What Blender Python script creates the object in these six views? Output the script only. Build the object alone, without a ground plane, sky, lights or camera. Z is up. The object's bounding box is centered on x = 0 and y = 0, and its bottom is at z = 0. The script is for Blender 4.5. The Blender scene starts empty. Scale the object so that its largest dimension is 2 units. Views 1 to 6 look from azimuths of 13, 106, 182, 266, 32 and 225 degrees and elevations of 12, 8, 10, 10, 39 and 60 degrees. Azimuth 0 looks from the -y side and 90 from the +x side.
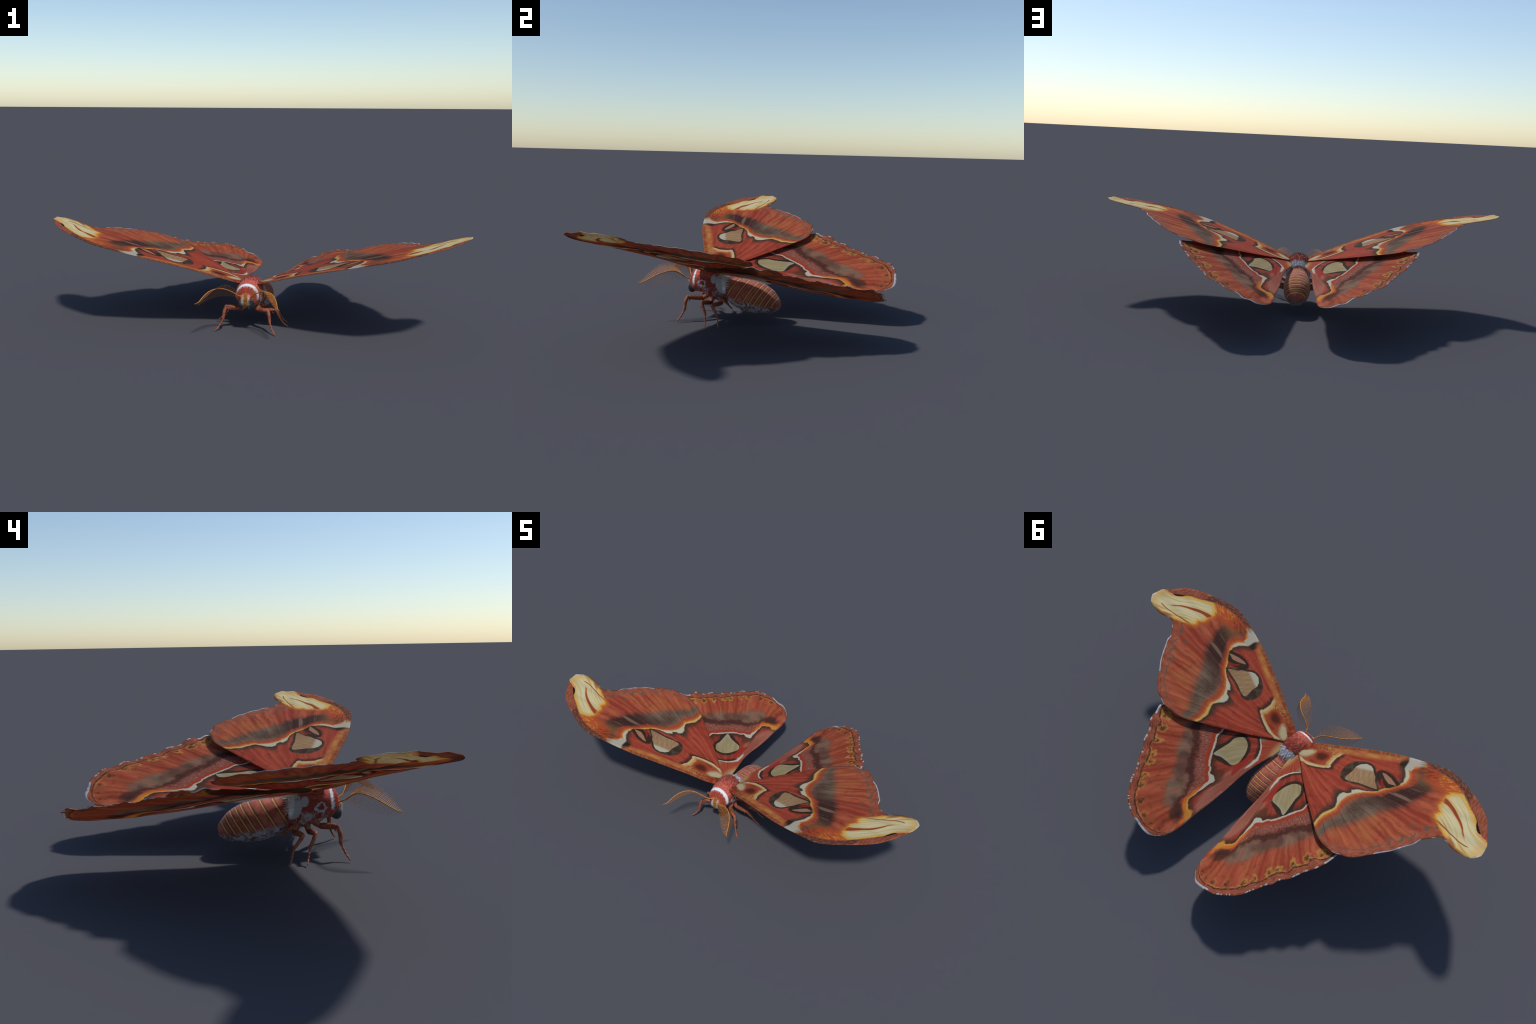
# A large atlas-type moth standing with spread wings, built part by part.
import bpy, math, random
import numpy as np
from mathutils import Vector, noise as mnoise
from mathutils.geometry import delaunay_2d_cdt

random.seed(7)
rng = np.random.default_rng(7)

# --------------------------------------------------------------------------- helpers
TONE = 1.0            # overall depth of tone of the colours that follow

def lin(r, g, b):
    f = lambda c: TONE * ungamma(c)
    return (f(r), f(g), f(b), 1.0)

def ungamma(c):
    return (c / 255 / 12.92) if c / 255 <= 0.04045 else ((c / 255 + 0.055) / 1.055) ** 2.4

def smooth(e0, e1, x):
    t = np.clip((x - e0) / (e1 - e0), 0, 1)
    return t * t * (3 - 2 * t)

def catmull(pts, n, closed=False):
    """Centripetal-like Catmull-Rom through control points, n samples per span."""
    P = np.array(pts, float)
    out = []
    m = len(P)
    spans = m if closed else m - 1
    for i in range(spans):
        p0 = P[(i - 1) % m] if closed or i > 0 else 2 * P[0] - P[1]
        p1, p2 = P[i], P[(i + 1) % m]
        p3 = P[(i + 2) % m] if closed or i + 2 < m else 2 * P[-1] - P[-2]
        for k in range(n):
            t = k / n
            out.append(0.5 * (2 * p1 + (p2 - p0) * t + (2 * p0 - 5 * p1 + 4 * p2 - p3) * t * t
                              + (3 * p1 - p0 - 3 * p2 + p3) * t ** 3))
    if not closed:
        out.append(P[-1])
    return np.array(out)

def make_mesh(name, verts, faces, smooth_shade=True):
    me = bpy.data.meshes.new(name)
    me.from_pydata([tuple(map(float, v)) for v in verts], [], faces)
    me.update()
    if smooth_shade:
        me.polygons.foreach_set("use_smooth", [True] * len(me.polygons))
    return me

def add(name, mesh, parent, mat=None, mirror=False):
    ob = bpy.data.objects.new(name, mesh)
    bpy.context.scene.collection.objects.link(ob)
    ob.parent = parent
    if mat and not mesh.materials:
        mesh.materials.append(mat)
    if mirror:
        ob.scale.x = -1
    return ob

# --------------------------------------------------------------------------- node language
class Graph:
    def __init__(self, name):
        self.mat = bpy.data.materials.new(name)
        self.mat.use_nodes = True
        self.nt = self.mat.node_tree
        self.nt.nodes.clear()
        self.out = self.nt.nodes.new("ShaderNodeOutputMaterial")
        tc = self.nt.nodes.new("ShaderNodeTexCoord")
        self.pos = tc.outputs["Object"]
        sp = self.nt.nodes.new("ShaderNodeSeparateXYZ")
        self.nt.links.new(self.pos, sp.inputs[0])
        self.x, self.y, self.z = (S(self, sp.outputs[i]) for i in range(3))

    def put(self, sock, v):
        if isinstance(v, S):
            self.nt.links.new(v.s, sock)
        elif hasattr(v, "is_output"):
            self.nt.links.new(v, sock)
        else:
            sock.default_value = v

    def math(self, op, a, b=None, c=None):
        n = self.nt.nodes.new("ShaderNodeMath")
        n.operation = op
        for i, v in enumerate((a, b, c)):
            if v is not None:
                self.put(n.inputs[i], v)
        return S(self, n.outputs[0])

    def step(self, e0, e1, x):
        """Smooth 0..1 ramp; e0 > e1 gives a falling ramp."""
        if e0 > e1:
            return 1.0 - self.step(e1, e0, x)
        n = self.nt.nodes.new("ShaderNodeMapRange")
        n.interpolation_type = "SMOOTHSTEP"
        self.put(n.inputs[0], x)
        n.inputs[1].default_value, n.inputs[2].default_value = e0, e1
        return S(self, n.outputs[0])

    def band(self, a, b, c, d, x):
        return self.step(a, b, x) * self.step(d, c, x)

    def curve(self, x, pts, sharp=False):
        """Float Curve through (x, value) control points in real units."""
        pts = sorted(pts)
        xs = [p[0] for p in pts]; ys = [p[1] for p in pts]
        x0, x1 = xs[0], xs[-1]
        y0, y1 = min(ys), max(ys)
        if y1 - y0 < 1e-9:
            y1 = y0 + 1e-6
        n = self.nt.nodes.new("ShaderNodeFloatCurve")
        c = n.mapping.curves[0]
        q = [((p[0] - x0) / (x1 - x0), (p[1] - y0) / (y1 - y0)) for p in pts]
        c.points[0].location = q[0]
        c.points[1].location = q[-1]
        for p in q[1:-1]:
            c.points.new(*p)
        for p in c.points:
            p.handle_type = "VECTOR" if sharp else "AUTO_CLAMPED"
        n.mapping.update()
        m = self.nt.nodes.new("ShaderNodeMapRange")
        self.put(m.inputs[0], x)
        m.inputs[1].default_value, m.inputs[2].default_value = x0, x1
        self.nt.links.new(m.outputs[0], n.inputs["Value"])
        return S(self, n.outputs[0]) * (y1 - y0) + y0

    def vec(self, x, y, z=0.0):
        n = self.nt.nodes.new("ShaderNodeCombineXYZ")
        for i, v in enumerate((x, y, z)):
            self.put(n.inputs[i], v)
        return n.outputs[0]

    def noise(self, vec, scale, detail=3.0, rough=0.55, dist=0.0):
        n = self.nt.nodes.new("ShaderNodeTexNoise")
        self.nt.links.new(vec, n.inputs["Vector"])
        n.inputs["Scale"].default_value = scale
        n.inputs["Detail"].default_value = detail
        n.inputs["Roughness"].default_value = rough
        n.inputs["Distortion"].default_value = dist
        return S(self, n.outputs["Fac"])

    def polar(self, cx, cy, x=None, y=None):
        dx = (x if x is not None else self.x) - cx
        dy = (y if y is not None else self.y) - cy
        r = self.math("SQRT", dx * dx + dy * dy)
        return r, self.math("ARCTAN2", dy, dx)

    def blob(self, poly, x=None, y=None, centre=None, round_=True):
        """Distance outside (+) / inside (-) a rounded patch given by a few rim points."""
        P = catmull(poly, 5, closed=True) if round_ else np.array(poly, float)
        c = np.array(centre) if centre else np.array(poly, float).mean(0)
        pts = []
        A, B = P - c, np.roll(P, -1, 0) - c
        for k in range(73):
            a = -math.pi + 2 * math.pi * k / 72
            u = np.array([math.cos(a), math.sin(a)])
            den = u[0] * (B - A)[:, 1] - u[1] * (B - A)[:, 0]
            den = np.where(abs(den) < 1e-12, 1e-12, den)
            hit = (A[:, 0] * (B - A)[:, 1] - A[:, 1] * (B - A)[:, 0]) / den     # along the ray
            q = (A[:, 0] * u[1] - A[:, 1] * u[0]) / den                        # along the edge
            ok = (hit > 0) & (q >= -1e-6) & (q <= 1 + 1e-6)
            pts.append((a, float(hit[ok].min()) if ok.any() else float(np.hypot(*A.T).mean())))
        r, t = self.polar(float(c[0]), float(c[1]), x, y)
        return r - self.curve(t, pts, sharp=True)

    def mix(self, a, b, f):
        n = self.nt.nodes.new("ShaderNodeMix")
        n.data_type = "RGBA"
        n.clamp_factor = True
        self.put(n.inputs[0], f)
        self.put(n.inputs[6], a)
        self.put(n.inputs[7], b)
        return n.outputs[2]

    def finish(self, color, rough=0.8, spec=0.25, sheen=0.0, bump=None, bump_d=0.002, bump_s=0.4, coat=0.0, through=0.0, glow=None):
        p = self.nt.nodes.new("ShaderNodeBsdfPrincipled")
        self.put(p.inputs["Base Color"], color)
        p.inputs["Roughness"].default_value = rough
        p.inputs["Specular IOR Level"].default_value = spec
        p.inputs["Sheen Weight"].default_value = sheen
        p.inputs["Coat Weight"].default_value = coat
        if bump is not None:
            b = self.nt.nodes.new("ShaderNodeBump")
            b.inputs["Strength"].default_value = bump_s
            b.inputs["Distance"].default_value = bump_d
            self.put(b.inputs["Height"], bump)
            self.nt.links.new(b.outputs[0], p.inputs["Normal"])
        if through:                                      # thin membrane lets sunlight through
            t = self.nt.nodes.new("ShaderNodeBsdfTranslucent")
            self.put(t.inputs[0], glow if glow is not None else color)
            m = self.nt.nodes.new("ShaderNodeMixShader")
            m.inputs[0].default_value = through
            self.nt.links.new(p.outputs[0], m.inputs[1])
            self.nt.links.new(t.outputs[0], m.inputs[2])
            self.nt.links.new(m.outputs[0], self.out.inputs[0])
        else:
            self.nt.links.new(p.outputs[0], self.out.inputs[0])
        return self.mat

class S:
    """Scalar socket with arithmetic."""
    def __init__(self, g, s):
        self.g, self.s = g, s
    def __add__(self, o): return self.g.math("ADD", self, o)
    __radd__ = __add__
    def __sub__(self, o): return self.g.math("SUBTRACT", self, o)
    def __rsub__(self, o): return self.g.math("SUBTRACT", o, self)
    def __mul__(self, o): return self.g.math("MULTIPLY", self, o)
    __rmul__ = __mul__
    def __truediv__(self, o): return self.g.math("DIVIDE", self, o)
    def abs(self): return self.g.math("ABSOLUTE", self)
    def max(self, o): return self.g.math("MAXIMUM", self, o)
    def min(self, o): return self.g.math("MINIMUM", self, o)

DEG = 180 / math.pi

# --------------------------------------------------------------------------- wing shapes
# Wing sheets: gently curved surfaces over the plan (x, y), right-hand side (+x).
def z_fore(x, y):
    return .188 - .0777 * y - .0014 * y * y + .3497 * x + .0698 * x * y - .049 * x * x

def z_hind_free(x, y):
    return .1796 - .1952 * y + .1133 * y * y + .27 * x + .2963 * x * y + .0421 * x * x

def z_hind(x, y):
    a, b = z_hind_free(x, y), z_fore(x, y) - .007
    k = .010                                   # tucked smoothly under the forewing
    h = np.clip(.5 + .5 * (b - a) / k, 0, 1)
    return b * (1 - h) + a * h - k * h * (1 - h)

# plan outlines (metres): leading edge, hooked tip, outer margin, inner margin
FORE_COSTA = [(.030, -.300), (.043, -.308), (.086, -.334), (.150, -.360), (.228, -.397), (.330, -.442),
              (.405, -.474), (.483, -.499), (.553, -.518), (.612, -.533), (.660, -.541), (.700, -.535),
              (.752, -.519), (.802, -.498), (.852, -.474), (.898, -.445), (.929, -.414), (.955, -.376)]
FORE_TIP = [(.991, -.322), (1.000, -.271), (.978, -.240)]
FORE_MARGIN = [(.948, -.230), (.905, -.229), (.867, -.238), (.833, -.247), (.813, -.228), (.778, -.187),
               (.771, -.158), (.751, -.125), (.716, -.068), (.673, -.017), (.637, .028), (.606, .055),
               (.570, .067), (.540, .077), (.503, .075), (.460, .066), (.419, .048), (.368, .011)]
FORE_INNER = [(.308, -.031), (.245, -.076), (.188, -.119), (.132, -.164), (.088, -.203), (.045, -.234)]

HIND_INNER = [(.030, -.185), (.042, -.120), (.060, -.036), (.070, .044), (.072, .100), (.076, .180), (.083, .262),
              (.089, .328), (.090, .378), (.097, .435), (.109, .478)]
HIND_MARGIN = [(.123, .497), (.158, .530), (.190, .535), (.233, .530), (.270, .525), (.308, .506), (.336, .486),
               (.356, .466), (.383, .430), (.402, .391), (.418, .358), (.440, .330), (.453, .295), (.481, .263),
               (.494, .235), (.506, .206), (.533, .171), (.543, .140), (.556, .097), (.558, .068)]
HIND_COSTA = [(.548, .038), (.502, -.020), (.420, -.085), (.330, -.150), (.250, -.205), (.180, -.238), (.120, -.252), (.070, -.245),
              (.040, -.220)]

FO = (.04, -.25)      # pole of the forewing pattern
HO = (-.20, -.20)     # pole of the hindwing pattern

def to_polar(p, o):
    dx, dy = p[0] - o[0], p[1] - o[1]
    return math.hypot(dx, dy), math.degrees(math.atan2(dy, dx))

def wing_mesh(name, spans, zf, relief, under, step):
    """Thin closed sheet: outline from smooth (s) or faceted (f) spans, filled with a fine
    triangulation, lifted on to the wing surface and given an underside."""
    loop = []
    for kind, pts, n in spans:
        q = catmull(pts, n) if kind == "s" else catmull(pts, 2)
        loop += [tuple(v) for v in q]
    ring = []
    for v in loop:
        if not ring or math.hypot(v[0] - ring[-1][0], v[1] - ring[-1][1]) > .0012:
            ring.append(v)
    if math.hypot(ring[0][0] - ring[-1][0], ring[0][1] - ring[-1][1]) < .0012:
        ring.pop()
    # densify
    rim = []
    for i, v in enumerate(ring):
        w = ring[(i + 1) % len(ring)]
        k = max(1, int(math.hypot(w[0] - v[0], w[1] - v[1]) / step))
        for j in range(k):
            rim.append((v[0] + (w[0] - v[0]) * j / k, v[1] + (w[1] - v[1]) * j / k))
    R = np.array(rim)
    A, B = R, np.roll(R, -1, 0)
    xs = np.arange(R[:, 0].min(), R[:, 0].max(), step)
    ys = np.arange(R[:, 1].min(), R[:, 1].max(), step * .87)
    inner = []
    for j, y in enumerate(ys):
        x = xs + (step / 2 if j % 2 else 0)
        cross = np.zeros(len(x), int)
        m = (A[:, 1] > y) != (B[:, 1] > y)
        xi = A[m, 0] + (y - A[m, 1]) / (B[m, 1] - A[m, 1]) * (B[m, 0] - A[m, 0])
        inside = ((xi[None, :] > x[:, None]).sum(1) % 2) == 1
        d = np.min(np.hypot(x[:, None] - R[None, :, 0], y - R[None, :, 1]), 1)
        for k in np.nonzero(inside & (d > step * .6))[0]:
            inner.append((x[k], y))
    pts = rim + inner
    n = len(rim)
    res = delaunay_2d_cdt([Vector(p) for p in pts], [(i, (i + 1) % n) for i in range(n)], [], 1, 1e-6)
    V = np.array([(v.x, v.y) for v in res[0]])
    F = [tuple(f) for f in res[2]]
    x, y = V[:, 0], V[:, 1]
    z = zf(x, y) + relief(x, y)
    th = under(x, y)
    nv = len(V)
    top = np.stack([x, y, z], 1)
    bot = np.stack([x, y, z - th], 1)
    faces = []
    edge = {}
    for f in F:
        a = V[f[0]]; b = V[f[1]]; c = V[f[2]]
        if (b[0] - a[0]) * (c[1] - a[1]) - (b[1] - a[1]) * (c[0] - a[0]) < 0:
            f = (f[0], f[2], f[1])
        faces.append(f)
        for i in range(3):
            e = (f[i], f[(i + 1) % 3])
            edge[e] = True
    rims = [e for e in edge if (e[1], e[0]) not in edge]
    allf = list(faces) + [tuple(nv + i for i in reversed(f)) for f in faces] + \
        [(e[1], e[0], nv + e[0], nv + e[1]) for e in rims]
    me = make_mesh(name, np.concatenate([top, bot]), allf)
    nf = len(faces)
    me.polygons.foreach_set("material_index", [0] * nf + [1] * nf + [0] * len(rims))
    return me

costa_line = [to_polar(p, FO) for p in FORE_COSTA[2:] + FORE_TIP[:2]]
_cr = np.array(sorted(costa_line))

def fore_relief(x, y):
    dx, dy = x - FO[0], y - FO[1]
    r = np.hypot(dx, dy); t = np.degrees(np.arctan2(dy, dx))
    pleat = .0021 * np.sin(t * 2 * np.pi / 5.6 + 1.2) * smooth(.25, .62, r) * smooth(-22, -6, t)
    pleat += .0011 * np.sin(t * 2 * np.pi / 3.1) * smooth(.45, .7, r) * smooth(-5, 4, t)
    dc = (t - np.interp(r, _cr[:, 0], _cr[:, 1])) * np.pi / 180 * r
    roll = .0042 * np.exp(-(np.clip(dc, 0, 1) / .055) ** 2) * smooth(.1, .3, r)   # leading edge lifts a little
    pleat *= .8 + .5 * np.sin(t * .9 + r * 5)
    return pleat + roll

def fore_under(x, y):
    dx, dy = x - FO[0], y - FO[1]
    r = np.hypot(dx, dy); t = np.degrees(np.arctan2(dy, dx))
    dc = np.clip((t - np.interp(r, _cr[:, 0], _cr[:, 1])) * np.pi / 180 * r, 0, 1)
    return .0014 + .0016 * np.exp(-(dc / .012) ** 2) * smooth(.95, .7, r)

hind_edge = np.array(sorted([to_polar(p, HO)[::-1] for p in HIND_MARGIN]))

def hind_relief(x, y):
    dx, dy = x - HO[0], y - HO[1]
    r = np.hypot(dx, dy); t = np.degrees(np.arctan2(dy, dx))
    md = np.interp(t, hind_edge[:, 0], hind_edge[:, 1]) - r
    wave = .0022 * np.sin(t * 2 * np.pi / 5.2 + .7 + 1.3 * np.sin(t * .31)) * smooth(.10, 0, md)
    wave += .0010 * np.sin(t * 2 * np.pi / 2.9 + 2 * np.sin(t * .17)) * smooth(.05, 0, md)
    pleat = .0018 * np.sin(t * 2 * np.pi / 6.3) * smooth(.45, .7, r)
    droop = -.013 * smooth(.095, 0, md) * smooth(26, 34, t) * smooth(56, 47, t)   # outer edge hangs
    return wave + pleat + droop

# --------------------------------------------------------------------------- wing materials
def fore_material(under=False):
    g = Graph("forewing_underside" if under else "forewing_scales")
    r0, t0 = g.polar(*FO)
    t0 = t0 * DEG
    fine = g.noise(g.pos, 170, 3)                       # scale-dust raggedness
    med = g.noise(g.pos, 38, 3)
    big = g.noise(g.pos, 9, 2)
    arc = t0 * (r0 * .5 + .42)
    streak = g.noise(g.vec(arc * .50 + (big - .5) * 2.0, r0 * 2.2), 1.0, 2.5, .5)
    hair = g.noise(g.vec(arc * 4.0, r0 * 16.0), 1.0, 3, .6)
    r = r0 + (fine - .5) * .006 + (med - .5) * .008 + (hair - .5) * .012
    t = t0 + (hair - .5) * 1.0
    x = g.x + (fine - .5) * .006; y = g.y + (med - .5) * .006

    pm = g.curve(t, [(-34, .55), (-28.7, .532), (-26, .520), (-22.4, .515), (-19.5, .525), (-16.5, .531), (-12.8, .521),
                     (-10.4, .502), (-6, .467), (-2.3, .445), (.1, .424), (2.3, .402), (5.5, .383), (8.5, .371), (12.4, .366),
                     (17.1, .370), (21, .384), (23.8, .397), (27.8, .400), (31.3, .404), (34.4, .417), (40, .46)])
    d = r - pm
    mar = g.curve(t0, [(a, b) for b, a in (to_polar(p, FO) for p in FORE_MARGIN[4:]) if a > .8] + [(-8, .83), (-2, .85)])
    md = mar - r0
    cos_t = g.curve(r0, [(a, b) for a, b in costa_line])
    dc = (t0 - cos_t) * (r0 / DEG)                      # distance from the leading edge

    # ground colours
    inner = g.mix(lin(160, 60, 44), lin(196, 92, 66), g.step(.30, .74, streak))
    inner = g.mix(inner, lin(206, 108, 72), g.step(.62, .80, hair) * .35)
    inner = g.mix(inner, lin(150, 52, 42), g.step(.55, .75, g.noise(g.vec(t0 * .3, r0 * 3, 2.0), 1.0, 2)))
    outer = g.mix(lin(162, 70, 46), lin(194, 104, 70), g.step(.30, .72, streak))
    outer = g.mix(outer, lin(158, 62, 48), g.step(.50, .66, g.noise(g.vec(t0 * .24, r0 * 2.5, 5.0), 1.0, 2)) * .8)
    ochre_p = g.step(.42, .66, g.noise(g.vec(t0 * .22, r0 * 6, 9.0), 1.0, 2)) * g.band(3, 12, 30, 36, t0)
    outer = g.mix(outer, lin(194, 118, 68), ochre_p * .6 * g.step(.02, .06, md))
    outer = g.mix(outer, lin(172, 98, 74), g.step(.075, .03, md) * .7)
    vein = g.math("PINGPONG", t0 + (big - .5) * 2.2, 2.8)              # branching veins, 5.6 degrees apart
    outer = g.mix(outer, lin(140, 56, 44), g.step(.60, .10, vein) * .30)
    outer = g.mix(outer, lin(200, 112, 84), g.band(.5, 1.0, 1.4, 2.2, vein) * .22)
    col = g.mix(inner, outer, g.step(-.004, .004, d))

    mot = g.step(.50, .72, g.noise(g.vec(g.x, g.y, g.z), 24, 4, .65))
    col = g.mix(col, lin(112, 54, 38), mot * .48)

    # dusky band outside the line
    b_in = g.curve(t, [(-34, .05), (-14, .036), (-8.5, .022), (2, .036), (12, .034), (20, .030), (28, .026), (40, .034)])
    b_out = g.curve(t, [(-34, .09), (-18, .108), (-11, .122), (.5, .142), (7, .150), (13.6, .144), (22, .108), (29, .086), (40, .08)])
    dd = d + (med - .5) * .016 + (fine - .5) * .024
    inband = g.step(-.022, .016, dd - b_in) * g.step(.024, -.026, dd - b_out)
    dusk = g.mix(lin(58, 42, 40), lin(128, 112, 92), g.step(-3, 9, t0) * g.step(.30, .62, fine * .45 + big * .55))
    dusk = g.mix(dusk, lin(118, 72, 58), g.step(.50, .75, fine) * .5)
    dusk = g.mix(dusk, lin(54, 40, 38), g.step(.5, .1, vein) * .5)
    dusk = g.mix(dusk, lin(112, 86, 58), g.step(-12, -18, t0))
    col = g.mix(col, dusk, inband * g.step(-27, -19, t0 + (med - .5) * 8) * (.84 + .16 * g.step(.3, .6, fine)))
    # see-through wedges inside the band behind the small window
    w1 = g.band(.60, .66, 1, 1.1, g.noise(g.vec(t0 * .9, r0 * 5, 3.3), 1.0, 1)) * g.band(-14, -11, -2, 1, t0)
    col = g.mix(col, lin(150, 124, 98), inband * w1 * .6)

    # orange glow just outside the line
    col = g.mix(col, lin(170, 74, 50), g.band(-.004, .004, .014, .042, d) * .75)
    col = g.mix(col, lin(214, 116, 54), g.band(-.006, .002, .004, .018, d + (hair - .5) * .018) * .8)

    # the pale line: thin and yellow, swelling into white lobes
    w = g.curve(t0, [(-34, .004), (-27, .005), (-22, .008), (-17, .008), (-14, .005), (-10, .003), (-3, .003), (.5, .005),
                     (2.6, .011), (5.5, .013), (8.2, .005), (8.8, .005), (11.5, .013), (15, .015), (19, .010), (22.5, .005), (30, .006), (40, .007)])
    dw = d + w
    dark_w = g.curve(t0, [(-34, .02), (-24, .044), (-17, .040), (-12, .026), (-6, .020), (0, .034), (5, .042), (9, .042), (13, .058),
                          (20, .066), (26, .056), (33, .040), (40, .03)])
    shade = g.step(0, -.003, dw + w * .6) * g.step(-1.0, -.1, (dw + w + (fine - .5) * .016) / dark_w)
    col = g.mix(col, lin(66, 56, 46), shade * .95)
    whiteness = g.curve(t0, [(-34, 1), (-20, 1), (-15, .8), (-11, .15), (-1, .1), (2, .85), (5, 1), (16, 1), (21, .6), (25, .2), (40, .15)])
    linec = g.mix(lin(222, 178, 78), lin(208, 200, 172), whiteness)
    linec = g.mix(linec, lin(228, 168, 74), g.step(-.006, .004, d))
    col = g.mix(col, linec, (g.step(.0050, -.0035, (dw).abs() - w)))

    # white patch on the leading edge
    cp = g.blob([(.482, -.500), (.520, -.512), (.550, -.512), (.565, -.494), (.532, -.473), (.528, -.442), (.503, -.440), (.492, -.470)], x, y)
    col = g.mix(col, lin(230, 150, 60), g.step(.016, .002, cp) * g.step(.0, .012, d))
    col = g.mix(col, lin(194, 186, 168), g.step(.006, -.006, cp + (hair - .5) * .016))
    dp = g.blob([(.470, -.488), (.488, -.478), (.492, -.446), (.474, -.44), (.462, -.465)], x, y)
    col = g.mix(col, lin(50, 44, 36), g.step(.008, -.004, dp))

    # big window
    win = [(.350, -.362), (.375, -.364), (.392, -.356), (.406, -.342), (.427, -.328), (.440, -.309), (.479, -.279),
           (.453, -.272), (.395, -.261), (.351, -.244), (.325, -.240), (.320, -.257), (.325, -.296), (.321, -.324), (.329, -.344)]
    bw = g.blob(win, centre=(.375, -.305), round_=False)
    rim = g.blob([(.303, -.345), (.281, -.30), (.292, -.252), (.320, -.231), (.352, -.236), (.398, -.251), (.455, -.264), (.487, -.276), (.452, -.312), (.434, -.336),
                  (.412, -.352), (.398, -.364), (.377, -.373), (.345, -.371)], x, y, centre=(.375, -.305))
    rimc = g.mix(lin(56, 50, 42), lin(84, 74, 58), g.step(.45, .7, med))
    col = g.mix(col, rimc, g.step(.006, -.004, rim) * .96)
    pane = g.mix(lin(164, 128, 92), lin(182, 148, 108), g.step(.4, .65, g.noise(g.vec(g.x * 120 - g.y * 60, g.x * 8 + g.y * 14), 1.0, 3)))
    pane = g.mix(pane, lin(150, 112, 84), g.step(.40, .46, g.x) * .4)
    white_end = g.step(.008, -.012, (g.y + .330) + (g.x - .36) * .35)
    pane = g.mix(pane, lin(200, 192, 168), white_end)
    # small window, one dark rim shared with the big one
    sw_pts = [(.434, -.364), (.455, -.367), (.486, -.362), (.532, -.342), (.497, -.331), (.470, -.342)]
    sw = g.blob(sw_pts, centre=(.476, -.351), round_=False)
    sr = g.blob([(.420, -.368), (.45, -.379), (.495, -.375), (.543, -.350), (.530, -.328), (.49, -.304), (.45, -.318), (.42, -.343)], x, y, centre=(.476, -.351))
    col = g.mix(col, lin(48, 42, 34), g.step(.006, -.004, sr) * g.step(.004, -.004, d) * .95)
    redgap = g.blob([(.455, -.338), (.475, -.322), (.500, -.308), (.492, -.302), (.465, -.315)], x, y)
    col = g.mix(col, lin(150, 50, 36), g.step(.003, -.003, redgap) * .9)
    col = g.mix(col, pane, g.step(.0015, -.0015, bw))
    col = g.mix(col, lin(172, 128, 100), g.step(.0015, -.0015, sw))

    # basal figure
    am = g.curve(t, [(-60, .20), (-32, .212), (-24, .198), (-17, .181), (-6, .177), (-1.8, .184), (3.5, .168), (9, .144), (17, .115), (27, .088), (34, .066), (60, .05)])
    da = r - am
    col = g.mix(col, lin(52, 42, 34), g.band(0, .006, .012, .034, da) * g.band(-30, -24, 26, 34, t0) * .85)
    base = g.mix(lin(176, 86, 54), lin(146, 62, 44), g.step(.42, .62, med))
    base = g.mix(base, lin(206, 166, 96), g.step(.44, .62, g.noise(g.pos, 60, 4, .6, 1.6)) * g.step(-8, -24, t0))
    base = g.mix(base, lin(222, 176, 96), g.band(-.032, -.014, -.006, 0, da) * .8)
    spot = g.blob([(.178, -.300), (.178, -.268), (.150, -.252), (.128, -.262), (.122, -.285), (.140, -.302)], x, y)
    base = g.mix(base, lin(176, 78, 48), g.step(.020, .004, spot))
    base = g.mix(base, lin(78, 38, 28), g.step(.010, -.014, spot + (hair - .5) * .04) * .9)
    base = g.mix(base, lin(202, 188, 146), g.step(.016, -.010, g.blob([(.104, -.282), (.102, -.264), (.084, -.240), (.055, -.232), (.05, -.266), (.066, -.286)], x, y) + (hair - .5) * .014))
    col = g.mix(col, base, g.step(.002, -.002, da))
    col = g.mix(col, lin(212, 192, 146), g.step(.005, -.003, (da + .003).abs() - g.curve(t0, [(-60, .004), (-20, .004), (0, .005), (10, .008), (25, .010), (60, .01)])) * g.step(-31, -26, t0))

    # leading edge strip: brown with ochre flecks below it
    och = g.curve(r0, [(0, .06), (.18, .045), (.32, .048), (.42, .045), (.50, .020), (.58, .010), (1, .01)])
    co = dc - och
    col = g.mix(col, g.mix(lin(190, 104, 62), lin(208, 150, 76), g.step(.42, .66, hair + (med - .5) * .6)), g.step(.012, -.012, co + (hair - .5) * .03) * g.step(.52, .46, r0) * g.step(.13, .2, r0))
    strip = g.mix(lin(142, 72, 44), lin(166, 98, 60), g.step(.4, .6, g.noise(g.vec(r0 * 60, dc * 20), 1.0, 3)))
    col = g.mix(col, strip, g.step(.026, .010, dc + (hair - .5) * .006) * g.step(.49, .46, r0) * g.step(.05, .12, r0))
    col = g.mix(col, lin(150, 54, 34), g.step(.115, .07, r0) * g.step(-30, -42, t0) * g.step(.75, .4, med))

    # apex: flame, brown edge, cream tongue with dark stripe
    brown_t = g.curve(r0, [(.50, -28.6), (.575, -26.4), (.644, -23.6), (.705, -21), (.75, -18.4), (.789, -15.4), (.826, -12.6), (.861, -10), (.899, -6.8), (.93, -4)])
    bt = (t0 - brown_t) * (r0 / DEG) + (hair - .5) * .014
    flame = g.band(-.03, .0, .055, .10, bt) * g.band(.56, .62, .72, .78, r0)
    col = g.mix(col, lin(194, 84, 46), flame * g.step(.3, .5, hair))
    mott = g.noise(g.vec(t0 * 1.6, r0 * 34, 8.0), 1.0, 4, .65, .6)
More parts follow.
